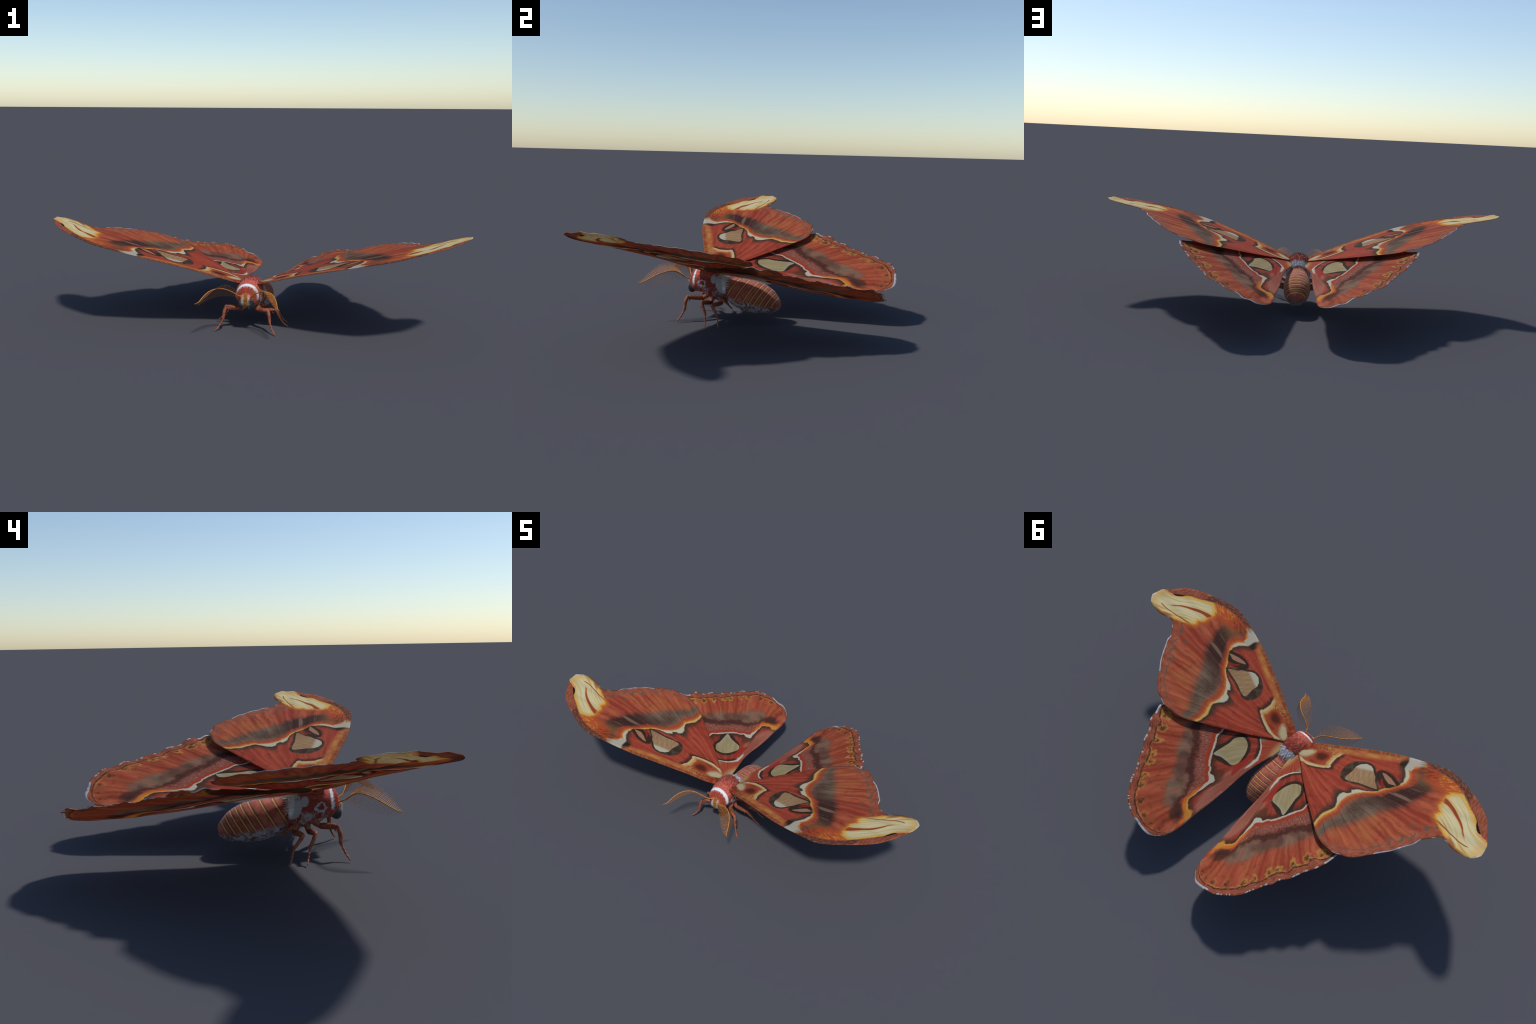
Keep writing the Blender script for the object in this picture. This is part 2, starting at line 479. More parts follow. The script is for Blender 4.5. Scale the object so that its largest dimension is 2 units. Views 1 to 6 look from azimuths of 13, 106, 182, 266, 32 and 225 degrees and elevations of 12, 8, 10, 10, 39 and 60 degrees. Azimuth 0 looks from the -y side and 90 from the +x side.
    col = g.mix(col, lin(92, 48, 34), g.band(-.03, .0, .045, .075, bt) * g.band(.545, .575, .65, .70, r0) * g.step(.44, .60, mott) * .7)
    col = g.mix(col, lin(226, 146, 64), g.band(-.008, .004, .04, .075, bt) * g.band(.63, .68, .76, .80, r0) * g.step(.46, .60, mott))
    tongue = g.blob([(.732, -.388), (.727, -.423), (.738, -.448), (.770, -.468), (.798, -.457), (.839, -.429), (.873, -.408), (.912, -.376), (.945, -.347),
                     (1.03, -.31), (1.03, -.25), (.975, -.225), (.933, -.232), (.885, -.242), (.832, -.266), (.787, -.289), (.754, -.311), (.747, -.327), (.757, -.346), (.737, -.359)],
                    x, y, centre=(.85, -.345)) + (hair - .5) * .018
    stripe_t = g.curve(r0, [(.66, -13.5), (.693, -12.8), (.723, -12), (.754, -10.6), (.784, -8.9), (.811, -7.3), (.834, -5.6), (.85, -4.2), (.885, -2.6), (.97, -1.0)])
    sw_w = g.curve(r0, [(.66, .014), (.71, .012), (.75, .0085), (.80, .006), (.835, .004), (.85, .002), (.87, .0)])
    across = (t0 - stripe_t) * (r0 / DEG)
    lanes = g.noise(g.vec(across * 75, r0 * 4.0, 4.0), 1.0, 3, .6)
    cream = g.mix(lin(228, 218, 176), lin(218, 188, 108), g.step(.40, .66, lanes))
    cream = g.mix(cream, lin(190, 112, 60), g.step(.58, .70, g.noise(g.vec(across * 85, r0 * 2.5, 14.0), 1.0, 2, .5)) * g.step(.95, .88, r0) * .8)
    cream = g.mix(cream, lin(232, 184, 84), g.step(-.026, -.002, tongue))
    cream = g.mix(cream, lin(230, 190, 118), g.step(.90, .94, r0) * .8)
    cream = g.mix(cream, lin(226, 150, 98), g.band(-.075, -.068, -.058, -.050, across) * g.band(.885, .90, .94, .955, r0) * .7)
    st = ((t0 - stripe_t) * (r0 / DEG)).abs() - sw_w
    cream = g.mix(cream, lin(226, 150, 66), g.step(.007, .0, st) * g.step(.87, .85, r0))
    cream = g.mix(cream, lin(156, 76, 50), g.step(.0035, -.0030, st) * g.step(.87, .855, r0))
    thin_t = g.curve(r0, [(.72, -4.3), (.776, -3.1), (.82, -2.2), (.883, -1.4), (.91, -1.8)])
    th = ((t0 - thin_t) * (r0 / DEG)).abs()
    cream = g.mix(cream, lin(160, 96, 56), g.step(.0050, .0008, th) * g.step(.905, .89, r0))
    prox = g.step(.80, .70, r0)                           # frayed, glowing inner end
    col = g.mix(col, lin(208, 112, 50), g.step(.030, .004, tongue) * prox * .8)
    col = g.mix(col, lin(224, 160, 66), g.step(.010, -.002, tongue + (hair - .5) * .020 * prox))
    col = g.mix(col, cream, g.step(.003, -.005, tongue + (hair - .5) * .030 * prox))
    edge = g.mix(lin(106, 60, 44), lin(146, 100, 82), g.step(.45, .65, g.noise(g.vec(r0 * 70, dc * 160), 1.0, 3)))
    edge = g.mix(edge, lin(70, 48, 40), g.step(.78, .89, r0) * .8)
    col = g.mix(col, edge, g.step(.004, -.006, bt) * g.step(.555, .60, r0) * g.step(.905, .898, r0))
    bs = g.blob([(.944, -.362), (.930, -.352), (.906, -.372), (.895, -.40), (.912, -.40)], x, y)
    col = g.mix(col, lin(214, 110, 50), g.step(.010, .002, bs) * g.step(.90, .93, r0))
    col = g.mix(col, lin(34, 30, 28), g.step(.003, -.003, bs))
    col = g.mix(col, lin(196, 168, 120), g.step(.008, .003, dc) * g.step(.80, .90, r0) * .8)

    # outer margin: scribbled dark line, brown edge, broken white fringe
    sub = g.curve(t0, [(-4.2, .731), (-2.1, .752), (-.9, .742), (-.2, .72), (.6, .727), (1.4, .722), (2.0, .672), (3.1, .671), (4.3, .705), (6.8, .708), (7.9, .676),
                       (9, .69), (10.4, .688), (11.6, .653), (14, .671), (15.2, .655), (17.7, .652), (19.5, .641), (21.5, .640), (24.5, .622), (28.3, .596), (31.2, .575), (33.8, .548), (40, .53)], sharp=False)
    ds = (r0 + (med - .5) * .008 - sub).abs()
    slope = g.curve(t0, [(-4.2, .008), (1, .010), (5, .0045), (7.5, .008), (12, .008), (15, .0035), (40, .0028)])
    notip = g.step(.003, .006, tongue)
    col = g.mix(col, lin(92, 96, 82), g.step(1.0, .35, ds / slope) * .8 * notip * g.step(-4.5, -2, t0))
    edge2 = g.mix(lin(150, 76, 54), lin(176, 104, 78), g.step(.4, .62, g.noise(g.vec(md * 260, t0 * .5), 1.0, 2)))
    col = g.mix(col, edge2, g.step(.030, .018, md + (hair - .5) * .008) * notip)
    fr = (g.band(4.6, 5.0, 19.8, 20.2, t0) + g.band(-1, .8, 1.8, 2.2, t0) * g.step(.835, .825, r0) + g.band(30.5, 31, 33, 34, t0) * .8)
    fringe = g.step(.0062, .004, md + (streak - .5) * .006) * fr
    col = g.mix(col, lin(206, 204, 206), fringe)
    tipe = g.blob([(.991, -.322), (1.000, -.271), (.978, -.240), (.948, -.230), (.905, -.229), (.80, -.29), (.85, -.36)], centre=(.90, -.29), round_=False)
    col = g.mix(col, lin(150, 84, 52), g.step(-.018, -.006, tipe + (hair - .5) * .010) * g.step(-3.5, -1.0, t0) * g.band(.80, .83, .88, .92, r0) * .8)
    tipw = g.step(-.006, -.003, tipe) * g.step(-3.0, -1.6, t0) * g.step(.925, .935, r0)
    col = g.mix(col, lin(226, 222, 214), tipw * .8)

    if under:                                            # browner below, black along the apex edge
        col = g.mix(col, lin(132, 76, 46), .30)
        col = g.mix(col, lin(40, 32, 28), g.step(.030, .016, dc + (hair - .5) * .008) * g.step(.55, .75, r0))
    # fine powder
    col = g.mix(col, lin(90, 50, 38), g.step(.60, .8, fine) * .22)
    col = g.mix(col, lin(226, 170, 120), g.step(.42, .22, fine) * .12)
    return g.finish(col, rough=.8, spec=.12, bump=hair * .6 + fine * .4, bump_d=.0012, bump_s=.25,
                    through=.60 if under else .33, glow=g.mix(col, (.95, .95, .95, 1), .55) if under else None)

def hind_material(under=False):
    g = Graph("hindwing_underside" if under else "hindwing_scales")
    r0, t0 = g.polar(*HO)
    t0 = t0 * DEG
    fine = g.noise(g.pos, 170, 3)
    med = g.noise(g.pos, 38, 3)
    big = g.noise(g.pos, 12, 2)
    rr, ta = g.polar(.05, -.20)                          # fan of veins from the wing root
    streak = g.noise(g.vec(ta * DEG * .36 + (big - .5) * 2.0, rr * 2.6), 1.0, 2.5, .5)
    hair = g.noise(g.vec(ta * DEG * 2.6, rr * 16.0), 1.0, 3, .6)
    r = r0 + (fine - .5) * .005 + (med - .5) * .008 + (hair - .5) * .010
    t = t0 + (med - .5) * 1.0
    x = g.x + (fine - .5) * .005; y = g.y + (med - .5) * .005

    pm = g.curve(t, [(0, .50), (12, .508), (17, .508), (21.5, .518), (25.2, .512), (31, .513), (36.7, .512), (39.3, .504), (41.5, .510), (44.5, .505), (46.8, .523),
                     (49.5, .547), (52, .578), (54.8, .614), (57.4, .618), (59.6, .614), (61.8, .640), (66, .70)])
    d = r - pm
    mar = g.curve(t0, [(b, a) for a, b in (to_polar(p, HO) for p in HIND_MARGIN)] + [(10, .79)])
    md = mar - r0
    inn = g.curve(r0, [(a, b) for a, b in (to_polar(p, HO) for p in HIND_INNER)])
    di = (inn - t0) * (r0 / DEG)                          # distance from the inner margin

    red = g.mix(lin(152, 58, 44), lin(182, 84, 62), g.step(.36, .70, streak))
    orange = g.mix(lin(162, 70, 46), lin(190, 100, 68), g.step(.34, .72, streak))
    orange = g.mix(orange, lin(162, 64, 48), g.step(.52, .68, g.noise(g.vec(ta * DEG * .2, rr * 4, 3.0), 1.0, 2)) * .7)
    vein = g.math("PINGPONG", ta * DEG + (big - .5) * 2.2, 2.7)
    orange = g.mix(orange, lin(138, 56, 44), g.step(.60, .10, vein) * .28)
    orange = g.mix(orange, lin(200, 112, 82), g.band(.5, 1.0, 1.4, 2.2, vein) * .20)
    col = g.mix(red, orange, g.step(-.004, .004, d))
    col = g.mix(col, lin(112, 54, 38), g.step(.50, .72, g.noise(g.vec(g.x, g.y, g.z), 24, 4, .65)) * .48)
    # abdominal fold: dull pinkish brown with pale streaks
    fold = g.mix(lin(162, 90, 72), lin(184, 116, 96), g.step(.4, .65, streak))
    fold = g.mix(fold, lin(204, 150, 88), g.step(.62, .74, g.noise(g.vec(di * 90, r0 * 5), 1.0, 2)) * .7)
    foldw = g.curve(r0, [(.15, .0), (.28, .02), (.36, .045), (.45, .070), (.55, .050), (.62, .016), (.8, .01)])
    col = g.mix(col, fold, g.step(.014, -.014, di - foldw + (hair - .5) * .02))
    redw = g.blob([(.098, -.075), (.125, -.02), (.120, .04), (.100, .065), (.095, .0)], x, y)
    col = g.mix(col, lin(172, 50, 40), g.step(.006, -.008, redw + (hair - .5) * .016) * .8)
    olive = g.blob([(.165, .115), (.150, .15), (.130, .165), (.125, .11), (.145, .075)], x, y)
    col = g.mix(col, lin(84, 62, 44), g.step(.018, -.006, olive) * .75)

    # bands outside the pale line
    dn = d + (med - .5) * .03 + (fine - .5) * .022
    db = g.curve(t, [(0, .13), (22, .126), (27.4, .10), (33, .092), (38.7, .108), (44.6, .098), (50, .068), (54.5, .052), (60, .056), (66, .05)])
    gb = g.curve(t, [(0, .15), (25, .142), (33, .150), (37, .147), (42, .160), (47.4, .164), (50.3, .146), (56, .086), (61, .07), (66, .06)])
    g1 = g.step(-.012, .012, dn - db * .62) * g.step(.012, -.012, dn - db)
    g2 = g.step(-.016, .012, dn - db) * g.step(.024, -.014, dn - gb)
    pink = g.mix(lin(138, 72, 58), lin(206, 168, 150), g.step(.50, .70, g.noise(g.vec(ta * DEG * 6, rr * 60), 1.0, 2)))
    pk = g.step(.010, .024, dn) * g.step(.012, -.020, dn - db * .70) * g.step(57, 48, t0)
    col = g.mix(col, pink, pk * .85)
    col = g.mix(col, lin(66, 44, 40), g1 * .88 * g.step(64, 60, t0))
    smoke = g.mix(lin(130, 114, 94), lin(96, 78, 66), g.step(.4, .6, big))
    col = g.mix(col, smoke, g2 * g.step(.28, .50, streak * .5 + big * .5) * .85 * g.step(59, 54, t0))
    dk = g.blob([(.150, .320), (.175, .335), (.180, .375), (.150, .41), (.128, .385), (.135, .345)], x, y)
    col = g.mix(col, lin(74, 48, 40), g.step(.014, -.012, dk) * .85)
    col = g.mix(col, lin(176, 62, 38), g.band(-.002, .004, .012, .026, d) * .8)
    col = g.mix(col, lin(224, 130, 50), g.band(-.004, .002, .010, .026, d) * g.band(46, 51, 62, 64, t0) * .85)

    # window and its dark rim
    win = [(.154, -.094), (.183, -.104), (.201, -.091), (.216, -.066), (.216, -.037), (.224, .006), (.231, .058), (.200, .042),
           (.165, .035), (.136, .030), (.122, .001), (.127, -.041), (.137, -.071)]
    wb = g.blob(win, centre=(.172, -.028))
    rim = g.blob([(.150, -.108), (.19, -.118), (.214, -.100), (.228, -.066), (.232, -.02), (.248, .02), (.244, .060), (.215, .066), (.178, .058), (.140, .040),
                  (.130, .016), (.117, -.02), (.116, -.045), (.127, -.082)], x, y, centre=(.172, -.028))
    col = g.mix(col, lin(50, 44, 36), g.step(.005, -.003, rim) * .95)
    shade = g.step(.001, -.004, d + .005) * g.step(-.050, -.010, d + (fine - .5) * .016)
    col = g.mix(col, lin(58, 48, 38), shade * g.band(12, 16, 60, 63, t0) * .85)
    pane = g.mix(lin(166, 146, 102), lin(188, 174, 134), g.step(.38, .66, g.noise(g.vec(ta * DEG * .22, rr * 5, 7.0), 1.0, 3) * .6 + .2))
    pane = g.mix(pane, lin(184, 182, 162), g.step(.01, .05, g.y) * .5)
    col = g.mix(col, pane, g.step(.0015, -.0015, wb))

    # pale line and its lobe
    w = g.curve(t0, [(0, .003), (20, .003), (36, .0034), (39, .0024), (41.2, .003), (42.2, .011), (44.5, .013), (47, .010), (49.5, .006), (52, .003), (57, .003), (60, .006), (66, .006)])
    white = g.step(.0035, -.0015, (d + w).abs() - w)
    linec = g.mix(lin(204, 196, 174), lin(222, 160, 74), g.step(49, 54, t0))
    col = g.mix(col, linec, white * g.step(63, 61, t0))
    yb = g.blob([(.104, .312), (.124, .326), (.116, .352), (.102, .352)], x, y)
    col = g.mix(col, lin(222, 150, 64), g.step(.010, -.006, yb) * .85)

    # base: line, then orange-red and cream at the root
    am = g.curve(t, [(-10, .35), (6.9, .336), (11.4, .316), (17, .304), (21.6, .301), (27.5, .313), (31, .326), (40, .37)])
    da = r - am
    col = g.mix(col, lin(54, 44, 36), g.band(0, .004, .010, .024, da) * g.step(27, 22, t0) * .9)
    base = g.mix(lin(166, 66, 48), lin(186, 92, 62), g.step(.4, .6, streak))
    base = g.mix(base, lin(204, 172, 116), g.step(.272, .235, r + (hair - .5) * .04))
    col = g.mix(col, base, g.step(.002, -.002, da) * g.step(34, 29, t0))
    col = g.mix(col, lin(212, 204, 182), g.step(.003, -.001, (da + .002).abs() - g.curve(t0, [(-10, .003), (20, .003), (27, .006), (33, .004), (40, .0)])) * g.step(36, 33, t0))

    col = g.mix(col, lin(150, 138, 104), g.step(-.150, -.175, y + (g.x - .15) * .25) * g.step(.10, .13, g.x) * g.step(.34, .30, g.x))

    # row of dark cells ringed with ochre before the margin
    spots = [(.525, .085, .010), (.500, .104, .013), (.476, .155, .013), (.446, .212, .014), (.414, .272, .010), (.394, .304, .011), (.364, .366, .011),
             (.341, .404, .010), (.287, .458, .012), (.232, .488, .009), (.184, .488, .010), (.145, .475, .008)]
    wob = g.noise(g.pos, 62, 2)
    sx = g.x + (med - .5) * .030 + (wob - .5) * .020; sy = g.y + (fine - .5) * .014 + (g.noise(g.pos, 48, 2) - .5) * .050
    near = None
    for cx, cy, rad in spots:
        dx, dy = sx - cx, sy - cy
        a = math.atan2(cy + .2, cx - .05)
        u = dx * math.cos(a) + dy * math.sin(a)
        v = dy * math.cos(a) - dx * math.sin(a)
        q = g.math("SQRT", u * u * .40 + v * v * 1.3) - rad * random.uniform(.85, 1.15)
        near = q if near is None else near.min(q)
    col = g.mix(col, lin(206, 146, 70), g.step(.012, .002, near) * g.step(.30, .55, wob) * g.step(66, 40, t0 + (big - .5) * 30) * .9)
    col = g.mix(col, lin(82, 56, 40), g.step(.004, -.004, near) * g.step(.30, .56, wob + (med - .5) * .8) * .88)
    sub = g.curve(t0, [(10, .79), (19, .79), (21.2, .797), (24.4, .788), (26.8, .773), (29, .784), (32.1, .780), (34.7, .790), (37.6, .786), (40.4, .793), (42.8, .808), (46.3, .817),
                       (49, .831), (52.3, .840), (55.6, .841), (58.9, .827), (61.7, .806), (63.7, .776), (64.7, .738), (66, .70)])
    s = r0 + (med - .5) * .014 + (wob - .5) * .012 - sub
    margin = g.mix(lin(146, 74, 52), lin(172, 102, 76), g.step(.4, .62, g.noise(g.vec(md * 240, t0 * .5), 1.0, 2)))
    col = g.mix(col, margin, g.step(-.002, .004, s))
    col = g.mix(col, lin(196, 136, 72), g.band(-.013, -.009, -.006, -.003, s) * .75 * g.step(.36, .62, wob))
    col = g.mix(col, lin(52, 44, 34), g.step(.0042, .0012, s.abs()) * .85 * g.step(.25, .45, med))
    tick = g.step(.53, .57, g.noise(g.vec(t0 * .62, 0.0, 1.5), 1.0, 2, .7)) * g.step(.009, .005, md + (g.noise(g.vec(t0 * 4, 3.0), 1.0, 1) - .5) * .012)
    anal = g.band(58.2, 59, 64.6, 65.2, t0) * g.step(.012, .009, md + (hair - .5) * .006)
    top = g.band(17, 18.5, 23.5, 24, t0) * g.step(.010, .007, md)
    col = g.mix(col, lin(206, 202, 204), tick.max(anal).max(top))

    col = g.mix(col, lin(80, 46, 36), g.step(.60, .8, fine) * .22)
    col = g.mix(col, lin(224, 170, 124), g.step(.42, .22, fine) * .12)
    if under:
        col = g.mix(col, lin(132, 76, 46), .30)
    return g.finish(col, rough=.8, spec=.12, bump=hair * .6 + fine * .4, bump_d=.0012, bump_s=.25,
                    through=.60 if under else .33, glow=g.mix(col, (.95, .95, .95, 1), .55) if under else None)

# --------------------------------------------------------------------------- body shape
# stations: y, top z, bottom z, half width (tail to face)
BODY = [(.0575, .092, .092, .0), (.0555, .101, .080, .011), (.050, .110, .0725, .022), (.040, .123, .0625, .035), (.020, .146, .0515, .050), (-.020, .170, .0438, .062),
        (-.060, .181, .0413, .0648), (-.100, .1865, .0462, .0648), (-.140, .189, .0600, .062), (-.165, .1935, .0730, .056),
        (-.188, .2085, .0900, .052), (-.210, .2265, .0890, .055), (-.235, .241, .0868, .059), (-.260, .2475, .0930, .061),
        (-.280, .2460, .1050, .061), (-.300, .2400, .1140, .060), (-.320, .2315, .1180, .057), (-.335, .2200, .1185, .052),
        (-.346, .2060, .1215, .0425), (-.356, .1920, .1285, .0325), (-.364, .1785, .1385, .022), (-.369, .168, .148, .012), (-.371, .159, .159, .0)]
LINES = [-.187, -.141, -.097, -.066, -.042, -.016, .010, .036]     # ring seams of the abdomen

def body_station(y):
    B = np.array(BODY)[::-1]
    return tuple(np.interp(y, B[:, 0], B[:, i]) for i in (1, 2, 3))

def build_body(parent, mat):
    S_ = catmull(BODY, 12)
    S_[:, 3] = np.maximum(S_[:, 3], 0)
    n = 72
    rings = []
    for y, top, bot, hw in S_:
        c, h = (top + bot) / 2, max((top - bot) / 2, 0)
        ring = []
        for k in range(n):
            a = 2 * math.pi * k / n
            cx, sz = math.cos(a), math.sin(a)
            px, pz = hw * math.copysign(abs(cx) ** .92, cx), c + h * sz
            # ring seams press in, plates swell between them
            q = y - .62 * (pz - .1)
            f = 1.0
            if y > -.19:
                dmin = min(abs(q - l - .001) for l in LINES)
                f += -.020 * math.exp(-(dmin / .0045) ** 2) + .012
                f = 1 + (f - 1) * min(1, max(0, (y + .19) / .02))
            nz = mnoise.noise(Vector((px * 40, y * 40, pz * 40)))
            f += .006 * nz
            ring.append((px * f, y, c + (pz - c) * f))
        rings.append(ring)
    m = len(rings)
    V = np.array(rings).reshape(-1, 3)
    quads = [[(i * n + k, i * n + (k + 1) % n, (i + 1) * n + (k + 1) % n, (i + 1) * n + k) for k in range(n)] for i in range(m - 1)]
    whole = make_mesh("whole_body", V, [q for row in quads for q in row])
    import bmesh
    bm = bmesh.new(); bm.from_mesh(whole)
    bmesh.ops.recalc_face_normals(bm, faces=bm.faces)
    flip = sum(f.normal.dot(f.calc_center_median() - Vector((0, -.15, .14))) for f in bm.faces) < 0
    bm.free()
    if flip:
        quads = [[tuple(reversed(q)) for q in row] for row in quads]
        bpy.data.meshes.remove(whole)
        whole = make_mesh("whole_body", V, [q for row in quads for q in row])
    N = np.array([tuple(v.normal) for v in whole.vertices])
    ys = S_[:, 0]
    parts = []
    for name, lo, hi in (("abdomen", -.187, 1), ("thorax", -.337, -.187), ("head", -1, -.337)):
        rows = [i for i in range(m - 1) if lo <= (ys[i] + ys[i + 1]) / 2 < hi]
        a, b = rows[0], rows[-1] + 1
        off = a * n
        me = make_mesh(name, V[off:(b + 1) * n], [tuple(v - off for v in q) for i in rows for q in quads[i]])
        me.normals_split_custom_set_from_vertices([tuple(v) for v in N[off:(b + 1) * n]])
        parts.append(add(name, me, parent, mat))
    bpy.data.meshes.remove(whole)
    return parts

def body_colour(g):
    """Colour of the furry body by position on it (shared by skin and fur)."""
    fine = g.noise(g.pos, 420, 3)
    med = g.noise(g.pos, 110, 3)
    big = g.noise(g.pos, 36, 3, .6, .6)
    ax = g.x.abs()
    y = g.y + (fine - .5) * .006 + (med - .5) * .008
    z = g.z + (med - .5) * .008
    grain = g.noise(g.vec(g.x * 260, g.y * 34, g.z * 260), 1.0, 3, .6)
    col = g.mix(lin(170, 76, 62), lin(208, 108, 90), g.step(.34, .64, grain))
    col = g.mix(col, lin(92, 44, 36), g.step(.60, .72, g.noise(g.vec(g.x * 420, g.y * 50, g.z * 420), 1.0, 2)) * .7)
    # thorax flank: white swirls on red
    col = g.mix(col, lin(142, 58, 48), g.step(.205, .185, g.z) * .7)
    curl = g.noise(g.pos, 70, 2); curl2 = g.noise(g.vec(g.y, g.z, g.x), 70, 2)
    wy = g.y + (curl - .5) * .030; wz = g.z + (curl2 - .5) * .030
    sw = g.math("SQRT", (wy + .291) * (wy + .291) * .8 + (wz - .166) * (wz - .166) * 1.2)
    ring = g.step(.0065, .0015, (sw - .0150).abs()) * g.step(.012, -.004, (y + .305) + (z - .172) * .7 - .03 + .0) * g.step(.19, .182, g.z)
    low = g.noise(g.pos, 34, 3, .55, 1.6)
    lowsw = g.band(.47, .51, .55, .60, low) * g.step(.156, .140, z) * g.step(-.325, -.31, y) * g.step(-.19, -.21, y)
    dome = g.math("SQRT", (y + .200 + (g.z - .16) * .10) * (y + .200 + (g.z - .16) * .10) * 2.6 + (z - .168) * (z - .168)) - .043
    dome2 = g.math("SQRT", (y + .237) * (y + .237) * 2.2 + (z - .188) * (z - .188)) - .018
    dome = dome + (grain - .5) * .020
    white = ring.max(lowsw * .85).max(g.step(.006, -.004, dome)).max(g.step(.005, -.004, dome2 + (grain - .5) * .010))
    rear = g.band(-.206, -.200, -.170, -.163, y + (g.z - .19) * .1) * g.step(.13, .15, g.z) * g.step(.002, .007, ax + (-.172 - g.y) * .6)
    white = white.max(rear)
    brow = g.band(-.216, -.213, -.207, -.204, y) * g.step(.20, .208, g.z) * g.step(.012, .018, ax)
    white = white.max(brow)
    white = white * g.step(.232, .222, g.z)
    col = g.mix(col, lin(196, 194, 198), white)
    col = g.mix(col, lin(236, 236, 240), rear.max(brow))
    # collar
    cy = y + .3330 - (g.z - .20) * .06
    col = g.mix(col, lin(232, 232, 234), g.step(.0084, .0044, (cy + (grain - .5) * .006).abs()) * g.step(.150, .166, z))
    # head
    headf = g.step(-.341, -.345, y - (g.z - .20) * -.06)
    col = g.mix(col, g.mix(lin(160, 66, 52), lin(196, 100, 80), g.step(.38, .62, grain)), headf)
    face = g.step(-.352, -.357, g.y) * g.step(.186, .180, g.z)
    col = g.mix(col, lin(190, 184, 172), face * g.step(.022, .012, ax + (fine - .5) * .012) * .7)
    col = g.mix(col, lin(158, 100, 46), g.step(-.350, -.355, g.y) * g.step(.194, .188, g.z) * g.step(.126, .134, z) * g.step(.0095, .0065, ax + (fine - .5) * .004))
    # abdomen
    abd = g.step(-.186, -.180, y)
    skin = g.mix(lin(158, 80, 66), lin(184, 106, 88), g.step(.35, .65, big))
    a = g.y - .62 * (g.z - .1) + (fine - .5) * .0024 + (med - .5) * .0024
    seam = None
    for l in LINES:
        q = (a - l).abs()
        seam = q if seam is None else seam.min(q)
    skin = g.mix(skin, lin(98, 48, 40), g.step(.012, .003, seam) * .6)
    yl = g.step(.0034, .0018, seam) * g.step(.076, .088, g.z + (g.y + .06) * .12)
    skin = g.mix(skin, lin(206, 164, 88), yl)
    fluff = g.noise(g.pos, 44, 4, .6, 1.4)
    under = g.step(.100, .080, g.z + (g.y + .06) * .16 + (big - .5) * .02)
    skin = g.mix(skin, g.mix(lin(120, 62, 54), lin(184, 180, 186), g.step(.36, .62, fluff)), under)
    skin = g.mix(skin, lin(96, 44, 34), g.step(-.166, -.176, y) * .6)
    col = g.mix(col, skin, abd)
    return col, fine

def body_material():
    g = Graph("body_fur_skin")
    col, fine = body_colour(g)
    return g.finish(col, rough=.85, spec=.15, sheen=.1, bump=fine, bump_d=.0006, bump_s=.3)

def fur_material():
    g = Graph("fur")
    col, fine = body_colour(g)
    return g.finish(col, rough=.8, spec=.2)

def plain(name, base, alt, scale=60, rough=.7, spec=.3, **k):
    g = Graph(name)
    n = g.noise(g.pos, scale, 3)
    return g.finish(g.mix(lin(*base), lin(*alt), g.step(.36, .64, n)), rough=rough, spec=spec, **k)

# --------------------------------------------------------------------------- fur
def surface_point(y, a):
    top, bot, hw = body_station(y)
    c, h = (top + bot) / 2, (top - bot) / 2
    return Vector((hw * math.copysign(abs(math.cos(a)) ** .92, math.cos(a)), y, c + h * math.sin(a)))

def hair_clump(name, parent, mat, count, pick, length, lean, radius=.00045, erect=.5):
    """count tapered hairs; pick() gives (y, angle); lean is the combing direction."""
    V, F = [], []
    for _ in range(count):
        y, a = pick()
        p = surface_point(y, a)
        e = 1e-3
        n = (surface_point(y, a + e * 4) - p).cross(surface_point(y + e, a) - p)
        if n.length < 1e-12:
            continue
        n.normalize()
        if n.dot(p - Vector((0, y, .15))) < 0:
            n = -n
        L = length * random.uniform(.6, 1.25)
        jit = Vector((random.gauss(0, .22), random.gauss(0, .22), random.gauss(0, .22)))
        d1 = (n * erect + Vector(lean) * (1 - erect) + jit).normalized()
        d2 = (d1 + Vector(lean) * .45 + jit * .4).normalized()
        pts = [p - n * .001, p + d1 * L * .5, p + d1 * L * .5 + d2 * L * .5]
        s = d1.cross(Vector((.3, .9, .2))).normalized()
        t = d1.cross(s).normalized()
        b = len(V)
        for q, rad in ((pts[0], radius), (pts[1], radius * .75)):
            for k in range(3):
                ang = k * 2.0944
                V.append(q + s * rad * math.cos(ang) + t * rad * math.sin(ang))
        V.append(pts[2])
        for k in range(3):
            k2 = (k + 1) % 3
            F += [(b + k, b + k2, b + 3 + k2, b + 3 + k), (b + 3 + k, b + 3 + k2, b + 6)]
    ob = add(name, make_mesh(name, V, F), parent, mat)
    ob["kind"] = "stuff"
    return ob

